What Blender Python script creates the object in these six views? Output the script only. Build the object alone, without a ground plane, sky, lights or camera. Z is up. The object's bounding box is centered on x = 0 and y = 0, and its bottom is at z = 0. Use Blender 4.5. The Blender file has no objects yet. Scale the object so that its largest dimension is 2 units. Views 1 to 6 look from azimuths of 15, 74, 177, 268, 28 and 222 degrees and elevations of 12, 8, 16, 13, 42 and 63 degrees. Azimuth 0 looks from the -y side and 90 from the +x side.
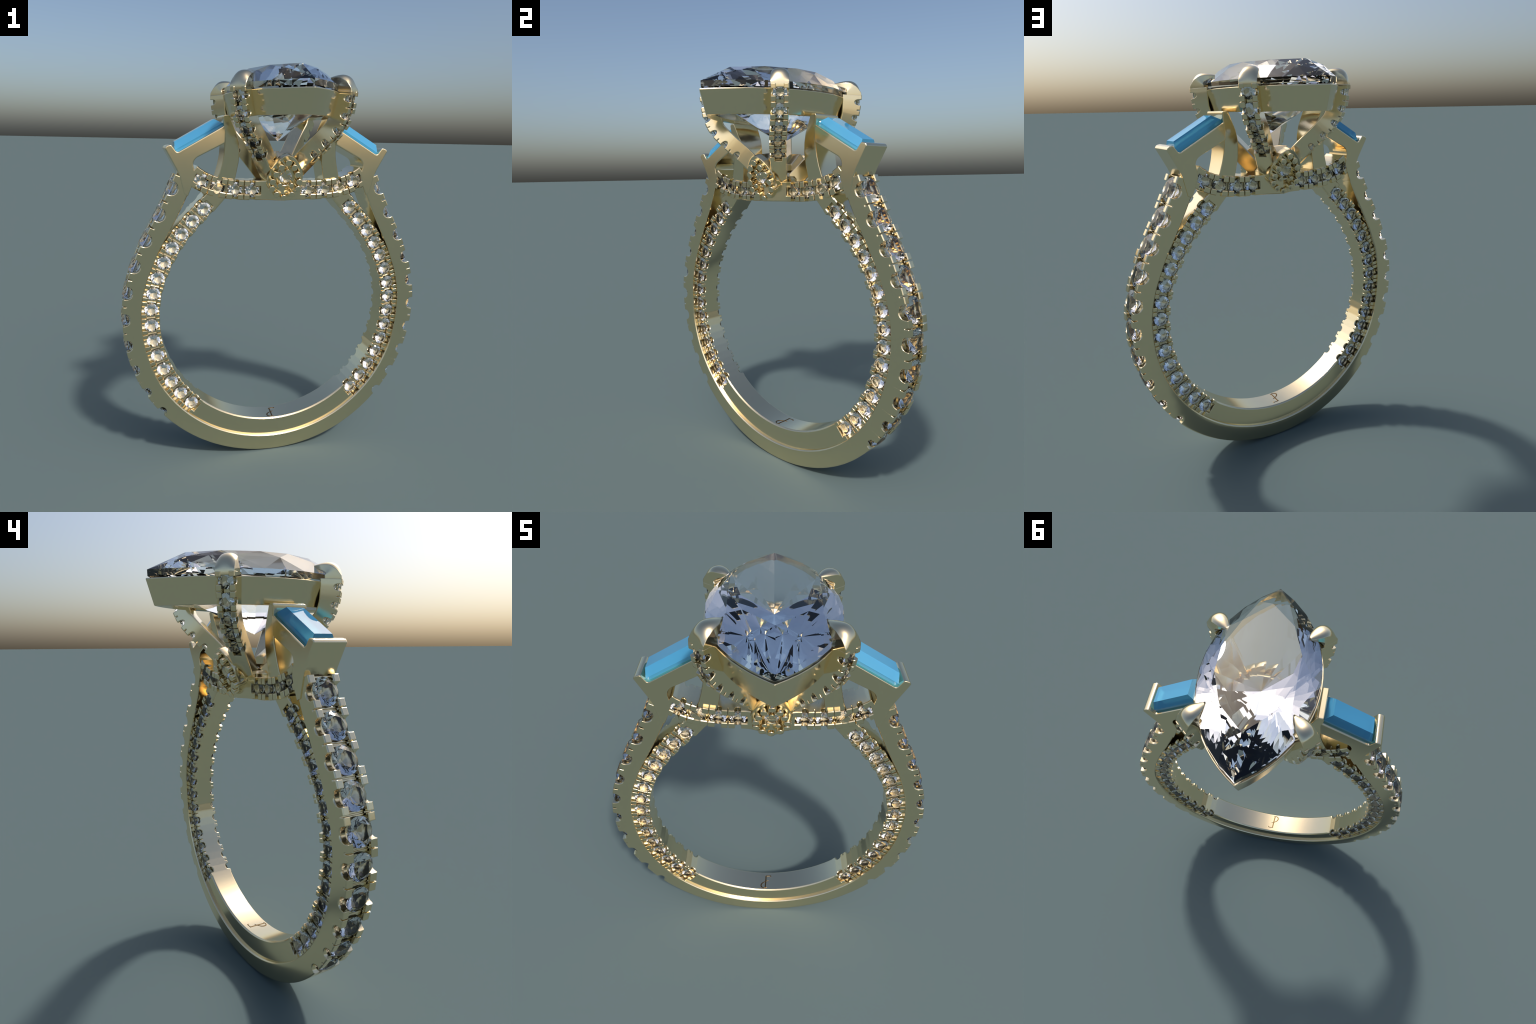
import bpy, bmesh, math
import numpy as np
from mathutils import Vector, Matrix

TURN = math.radians(28.95)          # the ring stands turned about the vertical
HALF = 0.0770                       # half width of the outer band, along the finger axis


# ------------------------------------------------------------------ materials
def principled(name, rounded=0.0, **inputs):
    m = bpy.data.materials.new(name)
    m.use_nodes = True
    nt = m.node_tree
    b = nt.nodes["Principled BSDF"]
    for k, v in inputs.items():
        b.inputs[k.replace("_", " ")].default_value = v
    if rounded:
        bev = nt.nodes.new("ShaderNodeBevel")
        bev.samples = 6
        bev.inputs["Radius"].default_value = rounded
        nt.links.new(bev.outputs["Normal"], b.inputs["Normal"])
    return m, nt, b


def gold_material(name, colour, rough, rounded):
    m, nt, b = principled(name, rounded, Metallic=1.0, Roughness=rough, Base_Color=(*colour, 1))
    tc = nt.nodes.new("ShaderNodeTexCoord")
    nz = nt.nodes.new("ShaderNodeTexNoise")
    nz.inputs["Scale"].default_value = 9.0
    nz.inputs["Detail"].default_value = 3.0
    mr = nt.nodes.new("ShaderNodeMapRange")
    mr.inputs["To Min"].default_value = rough * 0.9
    mr.inputs["To Max"].default_value = rough * 1.12
    nt.links.new(tc.outputs["Object"], nz.inputs["Vector"])
    nt.links.new(nz.outputs["Fac"], mr.inputs["Value"])
    nt.links.new(mr.outputs["Result"], b.inputs["Roughness"])
    return m


GOLD = gold_material("pale_yellow_gold", (0.92, 0.775, 0.50), 0.16, 0.0045)
GOLD_FINE = gold_material("pale_yellow_gold_smooth", (0.92, 0.775, 0.50), 0.16, 0.0)
GROOVE_SHADE = gold_material("groove_shade_gold", (0.16, 0.10, 0.04), 0.45, 0.0)  # dark brown paints in the shade that engraved grooves would show
CLEAR = principled("clear_gem", 0, Base_Color=(1, 1, 1, 1), Roughness=0.0, IOR=1.5,
                   Transmission_Weight=1.0)[0]
CLEAR_SMALL = principled("clear_accent_gem", 0, Base_Color=(.93, .93, .94, 1), Roughness=0.0, IOR=1.5,
                         Transmission_Weight=1.0)[0]
BLUE = principled("sky_blue_gem", 0, Base_Color=(0.095, 0.45, 0.78, 1), Roughness=0.02, IOR=1.5,
                  Transmission_Weight=0.40)[0]

# ------------------------------------------------------------------ scene tree
ring = bpy.data.objects.new("engagement_ring", None)
bpy.context.scene.collection.objects.link(ring)
ring.rotation_euler = (0, 0, TURN)
ring["label"] = "pale gold ring with marquise gem and blue baguettes"
ring["category"] = "ring"


def add(name, mesh, parent=ring, mat=None, matrix=None):
    o = bpy.data.objects.new(name, mesh)
    bpy.context.scene.collection.objects.link(o)
    o.parent = parent
    if mat and not mesh.materials:
        mesh.materials.append(mat)
    if matrix is not None:
        o.matrix_local = matrix
    if mat is GOLD:
        wn = o.modifiers.new("weighted_normals", "WEIGHTED_NORMAL")
        wn.keep_sharp = True
        wn.weight = 80
    return o


def mesh_from(name, verts, faces, sharp=32, flat=False):
    me = bpy.data.meshes.new(name)
    me.from_pydata([tuple(map(float, v)) for v in verts], [], faces)
    bm = bmesh.new()
    bm.from_mesh(me)
    bmesh.ops.remove_doubles(bm, verts=bm.verts, dist=1e-5)
    bmesh.ops.dissolve_degenerate(bm, edges=bm.edges, dist=1e-6)
    bmesh.ops.recalc_face_normals(bm, faces=bm.faces)
    bm.to_mesh(me)
    bm.free()
    if not flat:
        me.polygons.foreach_set("use_smooth", [True] * len(me.polygons))
        me.set_sharp_from_angle(angle=math.radians(sharp))
    me.update()
    return me


class Pile:
    """collects several closed pieces into one mesh"""
    def __init__(self):
        self.v, self.f = [], []

    def put(self, vf):
        k = len(self.v)
        self.v += list(vf[0])
        self.f += [[i + k for i in f] for f in vf[1]]

    def mesh(self, name, **kw):
        return mesh_from(name, self.v, self.f, **kw)


def loft(loops, closed=False, caps=True):
    n = len(loops[0])
    v = [p for lp in loops for p in lp]
    f = []
    m = len(loops)
    for i in range(m if closed else m - 1):
        a, b = i * n, ((i + 1) % m) * n
        for j in range(n):
            k = (j + 1) % n
            f.append([a + j, a + k, b + k, b + j])
    if caps and not closed:
        f.append(list(range(n))[::-1])
        f.append([(m - 1) * n + j for j in range(n)])
    return v, f


def prism_xz(outline, y0, y1, b=0.004):
    """outline in the plane of the ring, extruded along the finger axis with rounded rims"""
    p = np.array(outline, float)
    area = 0.5 * np.sum(p[:, 0] * np.roll(p[:, 1], -1) - np.roll(p[:, 0], -1) * p[:, 1])
    if area < 0:
        p = p[::-1]
    e = np.roll(p, -1, 0) - p
    e /= np.linalg.norm(e, axis=1)[:, None]
    nrm = np.stack([-e[:, 1], e[:, 0]], 1)
    mit = nrm + np.roll(nrm, 1, 0)
    mit /= np.maximum(np.sum(mit * nrm, 1), 0.35)[:, None]
    loops = []
    for y, ins in ((y0, 1.0), (y0 + .29 * b, .29), (y0 + b, 0), (y1 - b, 0), (y1 - .29 * b, .29), (y1, 1.0)):
        q = p + mit * b * ins
        loops.append([(a, y, c) for a, c in q])
    return loft(loops)


def smooth_line(pts, step=0.01):
    """Catmull-Rom line through control points, resampled evenly"""
    p = np.array(pts, float)
    q = np.vstack([2 * p[0] - p[1], p, 2 * p[-1] - p[-2]])
    out = []
    for i in range(1, len(q) - 2):
        for t in np.linspace(0, 1, 16, endpoint=False):
            a, b, c, d = q[i - 1:i + 3]
            out.append(0.5 * ((2 * b) + (c - a) * t + (2 * a - 5 * b + 4 * c - d) * t * t
                              + (3 * b - a - 3 * c + d) * t ** 3))
    out.append(q[-2])
    out = np.array(out)
    return out


class Path:
    def __init__(self, pts):
        self.p = np.array(pts, float)
        d = np.linalg.norm(np.diff(self.p, axis=0), axis=1)
        self.s = np.concatenate([[0], np.cumsum(d)])
        self.length = self.s[-1]

    def at(self, s):
        return np.array([np.interp(s, self.s, self.p[:, k]) for k in range(self.p.shape[1])])

    def tangent(self, s, e=0.012):
        a, b = max(0, s - e), min(self.length, s + e)
        t = self.at(b) - self.at(a)
        return t / np.linalg.norm(t)

    def nearest(self, q):
        return self.s[np.argmin(np.linalg.norm(self.p - np.array(q), axis=1))]


def pave_profile(s0, s1, stones, cut, depth, slit_depth, seat, slit=0.006, step=0.03):
    """stations along a row of stones: (s, drop of the rim, 0 plain / 1 prongs / 2 seat, size)
    Every stone has a U-shaped cut through both rims; the metal left between two cuts is
    split by a narrow slit into a pair of prongs."""
    st = []
    groups = []
    for s in sorted(stones, key=lambda q: q[0]):
        if groups and s[0] - groups[-1][-1][0] < 0.2:
            groups[-1].append(s)
        else:
            groups.append([s])

    def plain(a, b):
        n = max(2, int((b - a) / step) + 1)
        return [(x, 0.0, 0, 1.0) for x in np.linspace(a, b, n)]

    cur = s0
    for g in groups:
        pitch = g[1][0] - g[0][0] if len(g) > 1 else cut * 3
        a, b = g[0][0] - pitch / 2, g[-1][0] + pitch / 2
        a, b = max(a, s0), min(b, s1)
        if a - cur > 1e-4:
            st += plain(cur, a)
        st.append((a, 0.0, 1, g[0][1]))
        for i, (s, k) in enumerate(g):
            c, d = cut * k, depth * k
            st += [(s - seat * k, 0.0, 1, k), (s - seat * k, 0.0, 2, k)]
            for th in np.linspace(0, math.pi, 11):
                st.append((s - c * math.cos(th), d * math.sin(th) ** 0.8 if 0 < th < 3.14 else 0.0, 2, k))
            st += [(s + seat * k, 0.0, 2, k), (s + seat * k, 0.0, 1, k)]
            if i < len(g) - 1:
                m = (s + g[i + 1][0]) / 2
                sd = slit_depth * max(.3, 1 - 3 * (1 - k))
                for x, h in ((-slit / 2, 0), (-slit / 2, sd), (slit / 2, sd), (slit / 2, 0)):
                    st.append((m + x, h, 1, k))
        st.append((b, 0.0, 1, g[-1][1]))
        cur = b
    if s1 - cur > 1e-4:
        st += plain(cur, s1)
    return st


def face_row(w, t, h, f, b, pave, g=.012, t2=None):
    """half loop over one stone-bearing face: across from -w to w, drop below the face.
    The prongs (thickness t) overhang the seat, whose wall (thickness t2) starts at drop g."""
    if pave:
        t2 = t if t2 is None else t2
        fb = min(b, t / 3)
        g = max(g, h + b + .001)
        f = max(f, g + .004)
        half = [(-w, h + b), (-w + fb, h), (-w + t - fb, h), (-w + t, h + b), (-w + t, g), (-w + t2, g + .002), (-w + t2, f)]
    else:
        half = [(-w, h + b), (-w + b, h), (-w + t - b, h), (-w + t, h), (-w + t + .0005, h), (-w + t + .001, h), (-w + t + .0015, h)]
    return half + [(-a, d) for a, d in half[::-1]]


# ------------------------------------------------------------------ gem cuts
def hull_mesh(name, pts):
    bm = bmesh.new()
    for p in pts:
        bm.verts.new(p)
    r = bmesh.ops.convex_hull(bm, input=bm.verts)
    bmesh.ops.dissolve_limit(bm, angle_limit=math.radians(0.6), verts=bm.verts, edges=bm.edges)
    bmesh.ops.recalc_face_normals(bm, faces=bm.faces)
    me = bpy.data.meshes.new(name)
    bm.to_mesh(me)
    bm.free()
    return me


def circle(n, r, z, off=0.0):
    return [(r * math.cos(2 * math.pi * (i + off) / n), r * math.sin(2 * math.pi * (i + off) / n), z) for i in range(n)]


BRILLIANT = hull_mesh("brilliant_cut", circle(8, .56, .30) + circle(8, .82, .17, .5) + circle(16, 1.0, .03)
                      + circle(16, 1.0, -.04) + circle(8, .52, -.46, .5) + [(0, 0, -.82)])
BRILLIANT.materials.append(CLEAR_SMALL)


def frame(p, z, x, r):
    z = Vector(z).normalized()
    x = Vector(x)
    x = (x - z * x.dot(z)).normalized()
    y = z.cross(x)
    m = Matrix((x * r, y * r, z * r)).transposed().to_4x4()
    m.translation = Vector(p)
    return m


def accent(parent, p, normal, along, r):
    return add("accent_stone", BRILLIANT, parent, matrix=frame(p, normal, along, r))


# ------------------------------------------------------------------ outer band of the shank
RC = 0.785
upper = [(.512, 1.520), (.528, 1.482), (.553, 1.424), (.583, 1.362), (.618, 1.295), (.650, 1.236), (.686, 1.168),
         (.711, 1.108), (.737, 1.044), (.757, .980), (.772, .910), (.780, .840)]
arc = [(RC * math.cos(a), RC + RC * math.sin(a)) for a in np.radians(np.arange(0, -181, -4))]
right = smooth_line([(a + .005, b + .002) for a, b in upper] + arc[:2])
line = np.vstack([right[:-17], arc, (right[:-17] * [-1, 1])[::-1]])
OUT = Path(line)
first = OUT.nearest((.545, 1.448))
PITCH = 0.1388
outer_stones = []
for i in range(10):
    k = 1.0 - 0.22 * max(0, i - 4) / 5
    outer_stones += [(first + i * PITCH, k), (OUT.length - first - i * PITCH, k)]

T_OUT = 0.093
pile = Pile()
loops = []
for s, h, pave, k in pave_profile(first - .066, OUT.length - first + .066, outer_stones, .0345, .040, .020, .0575, slit=.007):
    x, z = OUT.at(s)
    tx, tz = OUT.tangent(s)
    nx, nz = -tz, tx                       # points outwards
    if nx * x + nz * (z - .78) < 0:
        nx, nz = -nx, -nz
    low = min(1, max(0, (0.80 - z) / 0.45))
    low = low * low * (3 - 2 * low)
    w = HALF - .0005 + .003 * low
    wt = w * (1 - 0.13 * low)
    mid = .066
    wh = wt + (w - wt) * min(1, h / mid)
    row = face_row(wh, .0335 * (1 - .1 * low) + wh - wt, h, .060 if pave == 2 else .023 - .05 * (1 - k), .004, pave, .015, max(.005, wh - .0625 * k))
    lp = [(-w + .005, T_OUT), (-w, T_OUT - .005), (-w, mid)] + row + [(w, mid), (w, T_OUT - .005), (w - .005, T_OUT)]
    loops.append([(x - nx * d, y, z - nz * d) for y, d in lp])
pile.put(loft(loops))
shank = add("shank", pile.mesh("shank"), mat=GOLD)
for s, k in outer_stones:
    x, z = OUT.at(s)
    tx, tz = OUT.tangent(s)
    nx, nz = -tz, tx
    if nx * x + nz * (z - .78) < 0:
        nx, nz = -nx, -nz
    accent(shank, (x - nx * .012, 0, z - nz * .012), (nx, 0, nz), (tx, 0, tz), .0605 * k)

# ------------------------------------------------------------------ inner band, set on both sides
RI, CI = 0.646, 0.786
upper = [(.300, 1.432), (.337, 1.390), (.381, 1.342), (.437, 1.283), (.491, 1.219), (.538, 1.151), (.579, 1.078),
         (.611, 1.002), (.634, .920), (.6455, .838)]
arc = [(RI * math.cos(a), CI + RI * math.sin(a)) for a in np.radians(np.arange(0, -181, -4))]
right = smooth_line(upper + arc[:2])
line = np.vstack([right[:-17], arc, (right[:-17] * [-1, 1])[::-1]])
INN = Path(line)
first = INN.nearest((.381, 1.342))
inner_stones = []
for i in range(15):
    s = first + i * 0.0822
    inner_stones += [(s, 1.0), (INN.length - s, 1.0)]


def inner_width(z):
    return .0655


W_IN = 0.0430
loops = []
for s, h, pave, k in pave_profile(0, INN.length, inner_stones, .0215, .024, .014, .029, slit=.006):
    x, z = INN.at(s)
    tx, tz = INN.tangent(s)
    nx, nz = -tz, tx
    if nx * x + nz * (z - .78) < 0:
        nx, nz = -nx, -nz
    hw = inner_width(z)
    w_in = W_IN + .005 * min(1, max(0, (.7 - z) / .5))
    row = face_row(w_in, .0215, h, .042 if pave == 2 else .018, .0035 if pave else .0065, pave, .0145, .0085)
    deep = .004 + .008 * min(1, max(0, (1.15 - z) / .3))      # sunk into the outer band
    row = [(n + (deep if n > 0 else 0), d) for n, d in row] if not pave else [(n + (deep if n > w_in - .004 else 0), d) for n, d in row]
    lp = [(n, -(hw - d)) for n, d in row] + [(n, hw - d) for n, d in row[::-1]]
    loops.append([(x + nx * n, y, z + nz * n) for n, y in lp])
pile = Pile()
pile.put(loft(loops))
inner = add("stone_set_band", pile.mesh("stone_set_band"), mat=GOLD)
for s, k in inner_stones:
    x, z = INN.at(s)
    tx, tz = INN.tangent(s)
    for sy in (-1, 1):
        accent(inner, (x, sy * (inner_width(z) - .0115), z), (0, sy, 0), (tx, 0, tz), .0335)

# initial inside the plain foot: raised dark strokes in place of a cut engraving
letter = Pile()


def stroke(pts, widths, lift=.0020):
    line = smooth_line([(a, b, 0) for a, b in pts])[:, :2]
    ws = np.interp(np.linspace(0, 1, len(line)), np.linspace(0, 1, len(widths)), widths)
    lo = []
    for i, (a, b) in enumerate(line):
        d = line[min(i + 1, len(line) - 1)] - line[max(i - 1, 0)]
        d /= np.linalg.norm(d)
        n = np.array([-d[1], d[0]]) * ws[i]
        lp = []
        for sgn, up in ((-1, -.002), (-1, lift * .6), (0, lift), (1, lift * .6), (1, -.002)):
            q = np.array([a, b]) + n * sgn
            r = RI - W_IN - .005 - up
            ang = (q[0] + .006) / r
            lp.append((r * math.sin(ang), q[1], CI - r * math.cos(ang)))
        lo.append(lp)
    letter.put(loft(lo))


stroke([(-.011, -.048), (-.008, -.006), (-.006, .036)], [.0032, .0036, .0032])
stroke([(-.002, -.047), (-.018, -.050), (-.032, -.043), (-.035, -.030), (-.028, -.017), (-.013, -.006), (.001, .001), (.007, .003)],
       [.0012, .002, .0034, .0036, .003, .002, .0016, .0012])
stroke([(-.011, .036), (-.002, .036), (.013, .037), (.022, .036), (.023, .029)], [.0012, .0022, .0018, .0024, .001])
add("initial_raised_strokes", letter.mesh("initial_raised_strokes"), inner, GROOVE_SHADE)

# ------------------------------------------------------------------ gallery between the shoulders
gal = smooth_line([(.448, 1.510), (.425, 1.492), (.367, 1.461), (.290, 1.440), (.200, 1.431), (.100, 1.430), (0, 1.432)])
line = np.vstack([gal, (gal[:-1] * [-1, 1])[::-1]])
GAL = Path(line)
gal_stones = []
for q in ((.393, 1.475), (.314, 1.446), (.228, 1.434), (.142, 1.430)):
    s = GAL.nearest(q)
    gal_stones += [(s, 1.0), (GAL.length - s, 1.0)]
prof = []
for side in (0, 1):
    st = pave_profile(0, GAL.length / 2, [g for g in gal_stones if g[0] < GAL.length / 2], .0140, .030, .020, .032, slit=.005)
    prof += st if side == 0 else [(GAL.length - s, h, p, k) for s, h, p, k in st[::-1]]
loops = []
for s, h, pave, k in prof:
    x, z = GAL.at(s)
    t = GAL.tangent(s)
    n = np.array([-t[1], t[0]])
    if n[1] < 0:
        n = -n
    hw = .0775 + .05 * math.exp(-(x / .055) ** 2)
    row = face_row(.0485, .0300, h, .046 if pave == 2 else .027, .004, pave, .016, .0085)
    lp = [(a, -(hw - d)) for a, d in row] + [(a, hw - d) for a, d in row[::-1]]
    loops.append([(x + n[0] * (a + .004), y, z + n[1] * (a + .004)) for a, y in lp])
pile = Pile()
pile.put(loft(loops))
gallery = add("gallery", pile.mesh("gallery"), mat=GOLD)
for s, k in gal_stones:
    x, z = GAL.at(s)
    t = GAL.tangent(s)
    for sy in (-1, 1):
        accent(gallery, (x, sy * .063, z + .004), (0, sy, 0), (t[0], 0, t[1]), .0360)

# hub under the culet with a drilled eye
hub = Pile()
lo = []
for a in np.linspace(0, 2 * math.pi, 40, endpoint=False):
    c, s = math.cos(a), math.sin(a)
    lo.append([(c * r, s * r, z) for r, z in ((.078, 1.44), (.078, 1.495), (.068, 1.508), (.040, 1.508), (.033, 1.500), (.033, 1.43))])
hub.put(loft(lo, closed=True))
add("hub", hub.mesh("hub"), gallery, GOLD)

# ------------------------------------------------------------------ shoulders with baguettes
E = np.array([-.868, .497])          # along the rail, towards the centre stone
U = np.array([.497, .868])           # away from the rail
A0 = np.array([.517, 1.606])


def rail(l, h):
    return tuple(A0 + E * l + U * h)


def corner(a, b, c, r, n=5):
    """rounded corner at b between a and c"""
    a, b, c = map(np.array, (a, b, c))
    u = (a - b) / np.linalg.norm(a - b)
    v = (c - b) / np.linalg.norm(c - b)
    return [tuple(b + u * r * (1 - t) ** 2 + v * r * t * t) for t in np.linspace(0, 1, n)]


def mirror_mesh(vf, sx):
    return ([(sx * a, b, c) for a, b, c in vf[0]], vf[1])


arm = [(.5135, 1.533), (.566, 1.628)] + corner((.566, 1.628), (.560, 1.641), (.535, 1.646), .008, 4) + \
      corner((.55, 1.643), (.534, 1.648), rail(.004, .006), .012, 5) + \
      corner(rail(.006, .02), rail(.010, 0), rail(.05, 0), .010, 5) + \
      [rail(.276, 0), (.281, 1.658)] + corner((.281, 1.658), (.432, 1.581), (.436, 1.54), .026, 6) + \
      [(.430, 1.535), (.425, 1.50), (.441, 1.452), (.461, 1.406), (.480, 1.415), (.500, 1.500)]
pillar = [(.295, 1.777), (.291, 1.786), (.268, 1.788), (.259, 1.780), (.240, 1.738), (.224, 1.702), (.214, 1.660), (.210, 1.615), (.213, 1.570),
          (.221, 1.525), (.232, 1.470), (.320, 1.480), (.309, 1.512), (.296, 1.556), (.287, 1.600), (.283, 1.640), (.285, 1.690), (.291, 1.745)]
gem_pts = []
for l, h, w in ((.006, .014, .062), (.266, .014, .062), (.026, .048, .043), (.242, .048, .043), (.006, -.022, .056), (.266, -.022, .056)):
    for sy in (-1, 1):
        x, z = rail(l, h)
        gem_pts.append((x, sy * w + .002, z))
for sx in (1, -1):
    p = Pile()
    p.put(mirror_mesh(prism_xz(arm, -HALF - .0012, HALF + .0060, .005), sx))
    sh = add("baguette_shoulder", p.mesh("baguette_shoulder"), mat=GOLD)
    p = Pile()
    vf = prism_xz(pillar, -.0830, .0860, .006)
    vf = ([(a, b * (1 - .27 * max(0, min(1, (1.78 - c) / .30))), c) for a, b, c in vf[0]], vf[1])
    p.put(mirror_mesh(vf, sx))
    add("pillar", p.mesh("pillar"), sh, GOLD)
    me = hull_mesh("baguette_cut", [(sx * a, b, c) for a, b, c in gem_pts])
    add("baguette_stone", me, sh, BLUE)


# ------------------------------------------------------------------ marquise head
def marquise(L, W, z, n=24):
    """two circular arcs meeting in a point at each end"""
    R = (L * L + W * W) / (2 * W)
    half = math.asin(L / R)
    pts = []
    for sx in (1, -1):
        for a in np.linspace(-half, half, n, endpoint=False):
            pts.append((sx * (R * math.cos(a) - R + W), sx * R * math.sin(a), z))
    return pts


rows = [(.455, .222, 1.7810), (.4750, .2400, 1.7810), (.4780, .2425, 1.7840), (.5085, .2695, 1.8840), (.5070, .2685, 1.8880), (.5015, .2640, 1.8890),
        (.4860, .2490, 1.8865), (.4750, .2400, 1.870), (.4300, .1980, 1.790)]
rings = [marquise(*r) for r in rows]
n = len(rings[0])
v = [p for rg in rings for p in rg]
f = []
for i in range(len(rings)):
    a, b = i * n, ((i + 1) % len(rings)) * n
    for j in range(n):
        k = (j + 1) % n
        f.append([a + j, a + k, b + k, b + j])
bezel = add("bezel", mesh_from("bezel", v, f, sharp=30), mat=GOLD)

def ring_at(L, W, z, fr):
    """points on a marquise outline at chosen heights-along-length fractions"""
    R = (L * L + W * W) / (2 * W)
    half = math.asin(L / R)
    out = []
    for q in fr:
        a = half * q
        for sx in (1, -1):
            out.append((sx * (R * math.cos(a) - R + W), R * math.sin(a), z))
    return out


gem = marquise(.5005, .2620, 1.8955, 12) + marquise(.5010, .2625, 1.9210, 12)
for sy in (1, -1):
    gem += [(0, sy * .330, 2.0)]
    for sx in (1, -1):
        gem += [(sx * .113, sy * .219, 2.0), (sx * .170, sy * .068, 2.0)]
        gem += [(sx * .068, sy * .361, 1.972), (sx * .170, sy * .197, 1.976)]
gem += [(.216, 0, 1.974), (-.216, 0, 1.974)]
gem += ring_at(.266, .139, 1.782, (-1, -.62, -.22, .22, .62, 1)) + [(0, 0, 1.670)]
gem += ring_at(.386, .203, 1.836, (-.82, -.42, 0, .42, .82))
centre = add("marquise_stone", hull_mesh("marquise_cut", gem), mat=CLEAR)

# ------------------------------------------------------------------ prongs with claws
DIAG = np.array([.69, .7238, 0.0])
SIDE = np.array([.7238, -.69, 0.0])
prong_pts = [(.266, .287, 1.925), (.2665, .2865, 1.900), (.2645, .2840, 1.862), (.2540, .2760, 1.790), (.2280, .2560, 1.722), (.1850, .2190, 1.660), (.143, .174, 1.603),
             (.101, .126, 1.541), (.070, .091, 1.494), (.050, .067, 1.462)]
PR = Path(smooth_line([np.array(q) + DIAG * .008 - np.array([0, 0, .004]) for q in prong_pts[1:]]))
pr_stones = [(PR.nearest((.270, .290, 1.862)), 1.0)]
for i in range(4):
    pr_stones.append((pr_stones[-1][0] + .0785, 1.0))


def claw(sx, sy):
    """the tip that bends over the girdle: a leaf-shaped dome ending in a point"""
    base = np.array([.2670, .2870, 0.0])
    # (distance inwards, centre height, half thickness, half width, tilt)
    keys = [(.029, 1.884, .0370, .0395, 0), (.029, 1.902, .0375, .0400, 0), (.031, 1.920, .0370, .0400, 8), (.037, 1.937, .0335, .0395, 34), (.050, 1.948, .0270, .0370, 60),
            (.070, 1.953, .0200, .0320, 77), (.091, 1.955, .0135, .0235, 87), (.109, 1.956, .0080, .0130, 92), (.125, 1.957, .0030, .0040, 96)]
    K = np.array(keys)
    t = np.linspace(0, len(K) - 1, 29)
    lo = []
    for q in t:
        i = min(int(q), len(K) - 2)
        u = q - i
        a, b, c, d = (K[max(0, min(len(K) - 1, i + o))] for o in (-1, 0, 1, 2))
        k = 0.5 * ((2 * b) + (c - a) * u + (2 * a - 5 * b + 4 * c - d) * u * u + (3 * b - a - 3 * c + d) * u ** 3)
        ang = math.radians(k[4])
        # section plane spanned by SIDE and the tilted outward direction
        out = DIAG * math.cos(ang) + np.array([0, 0, 1.0]) * math.sin(ang)
        c0 = base - DIAG * (k[0] + .005) + np.array([0, 0, k[1] - .002])
        lp = []
        # flat flanks, bottom flat, top domed between two creases
        dome = .62 * min(1, max(0, (q - 1.4) / 1.8))
        sect = [(-1, -.9), (-.9, -1)] + [(-.9 + (1.9 - dome) * v, -1) for v in (.35, .7)]
        sect += [(1 - dome * b * b * (.55 + .45 * b * b), b) for b in np.linspace(-1, 1, 17)]
        sect += [(-.9 + (1.9 - dome) * v, 1) for v in (.7, .35)] + [(-.9, 1), (-1, .9)]
        for a_, b_ in sect:
            p = c0 + out * k[2] * a_ + SIDE * k[3] * b_
            lp.append((p[0] * sx, p[1] * sy, p[2]))
        lo.append(lp)
    return loft(lo)


for sx, sy in ((1, 1), (-1, 1), (-1, -1), (1, -1)):
    loops = []
    flip = np.array([sx, sy, 1.0])
    for s, h, pave, k in pave_profile(0, PR.length, pr_stones, .0150, .032, .014, .028, slit=.005, step=.02):
        p = PR.at(s)
        t = PR.tangent(s)
        out = np.cross(t, SIDE)
        if out @ DIAG < 0:
            out = -out
        out /= np.linalg.norm(out)
        u = s / PR.length
        w = .0400 - .001 * u
        D = .082 + .016 * max(0, 1 - 3 * u)
        row = face_row(w, .0235, h, .044 if pave == 2 else .026, .0035, pave, .017, .0060)
        lp = [(-w + .004, D), (-w, D - .004)] + row + [(w, D - .004), (w - .004, D)]
        loops.append([tuple((p - out * d + SIDE * a) * flip) for a, d in lp])
    pile = Pile()
    pile.put(loft(loops))
    prong = add("prong", pile.mesh("prong"), mat=GOLD)
    pile = Pile()
    pile.put(claw(sx, sy))
    add("claw", pile.mesh("claw", sharp=34), prong, GOLD)
    for s, k in pr_stones:
        p = PR.at(s)
        t = PR.tangent(s)
        out = np.cross(t, SIDE)
        if out @ DIAG < 0:
            out = -out
        accent(prong, (p - out * .014) * flip, out * flip, t * flip, .0320)


# ------------------------------------------------------------------ pear shaped halos, front and back
def pear(scale, n=64):
    """outline of a drop: round foot, pointed head; origin at the small stone"""
    pts = []
    for i in range(n):
        a = 2 * math.pi * i / n
        v = math.cos(a)                       # 1 at the head
        b = .009 + .112 * v
        k = max(0, v)
        a_ = .0885 * math.sin(a) * (1 - .30 * k ** 1.5) * (1 - .06 * (v - 1) * 0)
        pts.append((a_ * scale, b * scale))
    return pts


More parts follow.
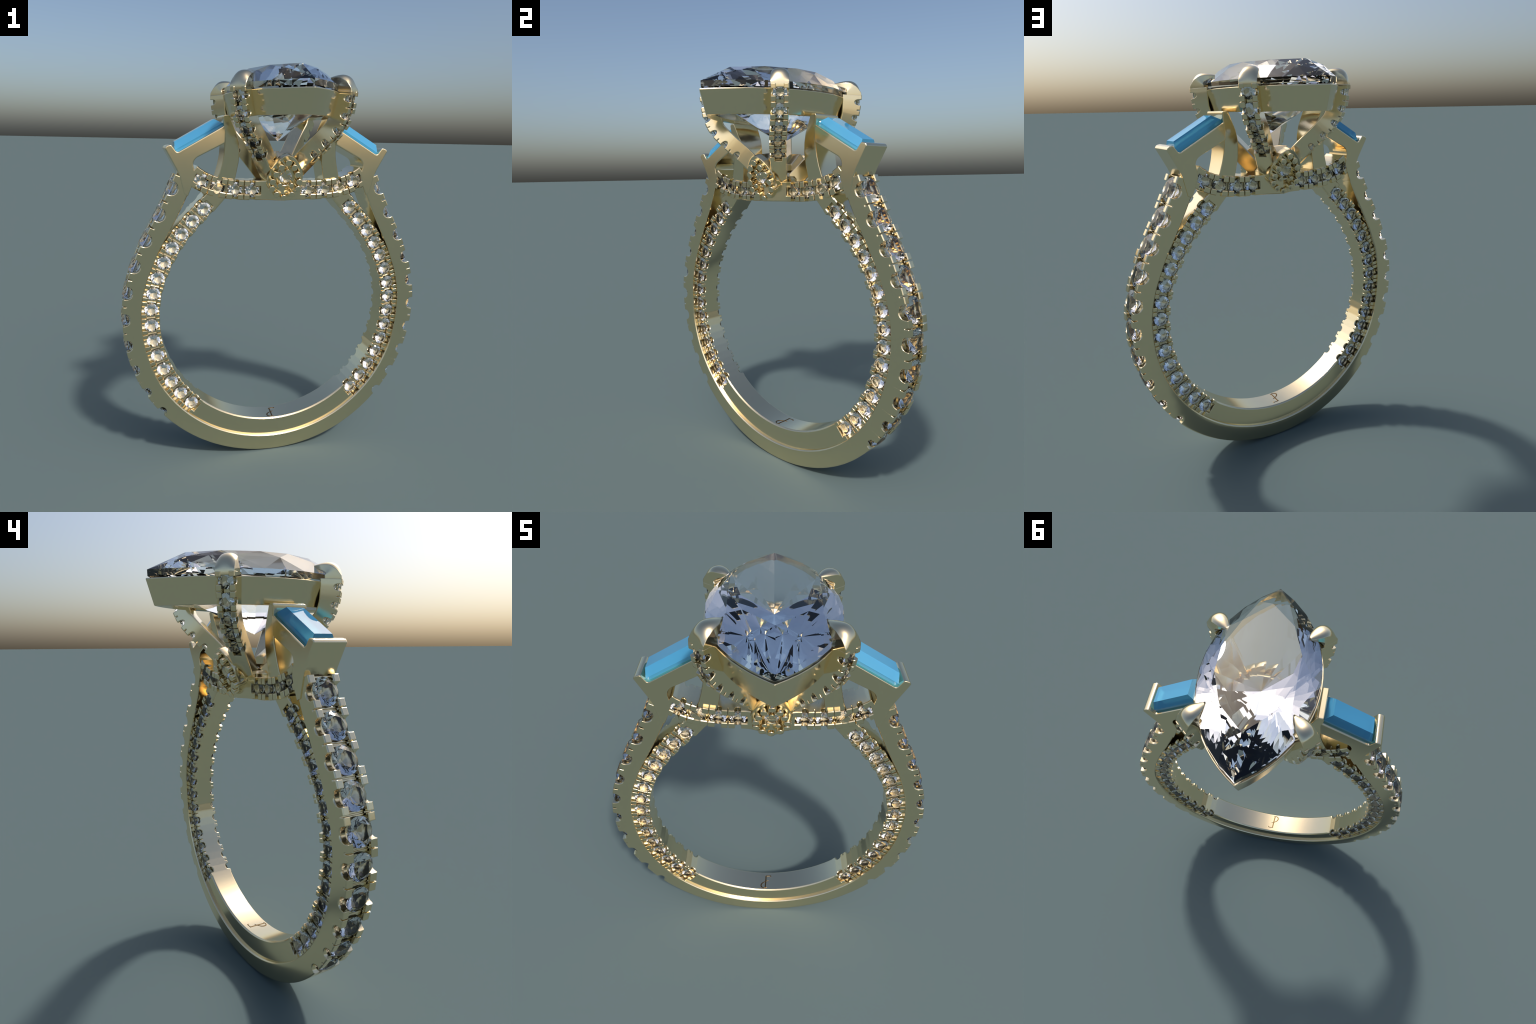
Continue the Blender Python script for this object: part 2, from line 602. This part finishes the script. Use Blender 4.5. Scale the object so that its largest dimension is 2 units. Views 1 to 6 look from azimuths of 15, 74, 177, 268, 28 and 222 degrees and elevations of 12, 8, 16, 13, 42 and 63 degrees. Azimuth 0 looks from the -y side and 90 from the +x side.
bead = Pile()
lo = [[(r * math.cos(a), r * math.sin(a), z) for a in np.linspace(0, 2 * math.pi, 20, endpoint=False)]
      for r, z in ((1, -4.2), (1, -.28), (.96, -.12), (.84, -.03), (.45, .015), (.1, .02))]
bead.put(loft(lo))
BEAD = bead.mesh("bead", sharp=40)
BEAD.materials.append(GOLD_FINE)
beads = [(0, .090, .0160), (.0315, .065, .0160), (.053, .029, .0160), (.066, -.009, .0160), (.065, -.046, .0160), (.0385, -.076, .0158), (0, -.093, .0158)]
small = [(.0, .046, .0115), (.029, -.026, .0120)]

for sy in (-1, 1):
    up = Vector((0, sy * .36, .933)).normalized()
    out = Vector((0, sy * .933, -.36)).normalized()
    rt = up.cross(out)
    org = Vector((0, sy * .167, 1.487))

    def place(a, b, d):
        return tuple(org + rt * a + up * b + out * d)

    pile = Pile()
    loops = []
    for sc, d in ((.74, -.037), (.80, -.036), (.83, -.022), (.98, -.020), (1.0, -.026), (1.0, -.040), (.98, -.055)):
        loops.append([place(a, b, d) for a, b in pear(sc)])
    # neck running back into the gallery
    for sc, back in ((.88, .075), (.72, .10), (.62, .14)):
        lp = []
        for a, b in pear(sc):
            q = org + rt * a + up * (b * .90 - .016)
            lp.append((q.x, q.y - sy * back, q.z))
        loops.append(lp)
    pile.put(loft(loops))
    halo = add("pear_halo", pile.mesh("pear_halo", sharp=38), mat=GOLD)
    spots = [(a * sg, b, r) for a, b, r in beads + small for sg in ((1, -1) if abs(a) > .01 else (1,))]
    for a, b, r in spots:
        add("bead", BEAD, halo, matrix=frame(place(a, b, 0), out, rt, r))
    accent(halo, place(0, .010, -.020), out, rt, .0300)
    # small sickle below the stone
    p = Pile()
    lo = []
    for a in np.radians(np.linspace(215, 325, 15)):
        c, s = math.cos(a), math.sin(a)
        lo.append([place(c * r, s * r * .9 - .002, d) for r, d in ((.034, -.07), (.034, -.022), (.037, -.019), (.042, -.019), (.045, -.022), (.045, -.07))])
    p.put(loft(lo))
    add("crescent", p.mesh("crescent"), halo, GOLD)
    # block in the fork of the two prongs
    p = Pile()
    lo = []
    for y, z in ((.03, 1.57), (.085, 1.612), (.100, 1.622), (.112, 1.618), (.140, 1.588), (.155, 1.575)):
        w = .040
        lo.append([(-w, sy * y, 1.535), (w, sy * y, 1.535), (w, sy * y, z - .008), (w - .003, sy * y, z - .002), (0, sy * y, z), (-w + .003, sy * y, z - .002), (-w, sy * y, z - .008)])
    p.put(loft(lo))
    add("fork_block", p.mesh("fork_block"), halo, GOLD)
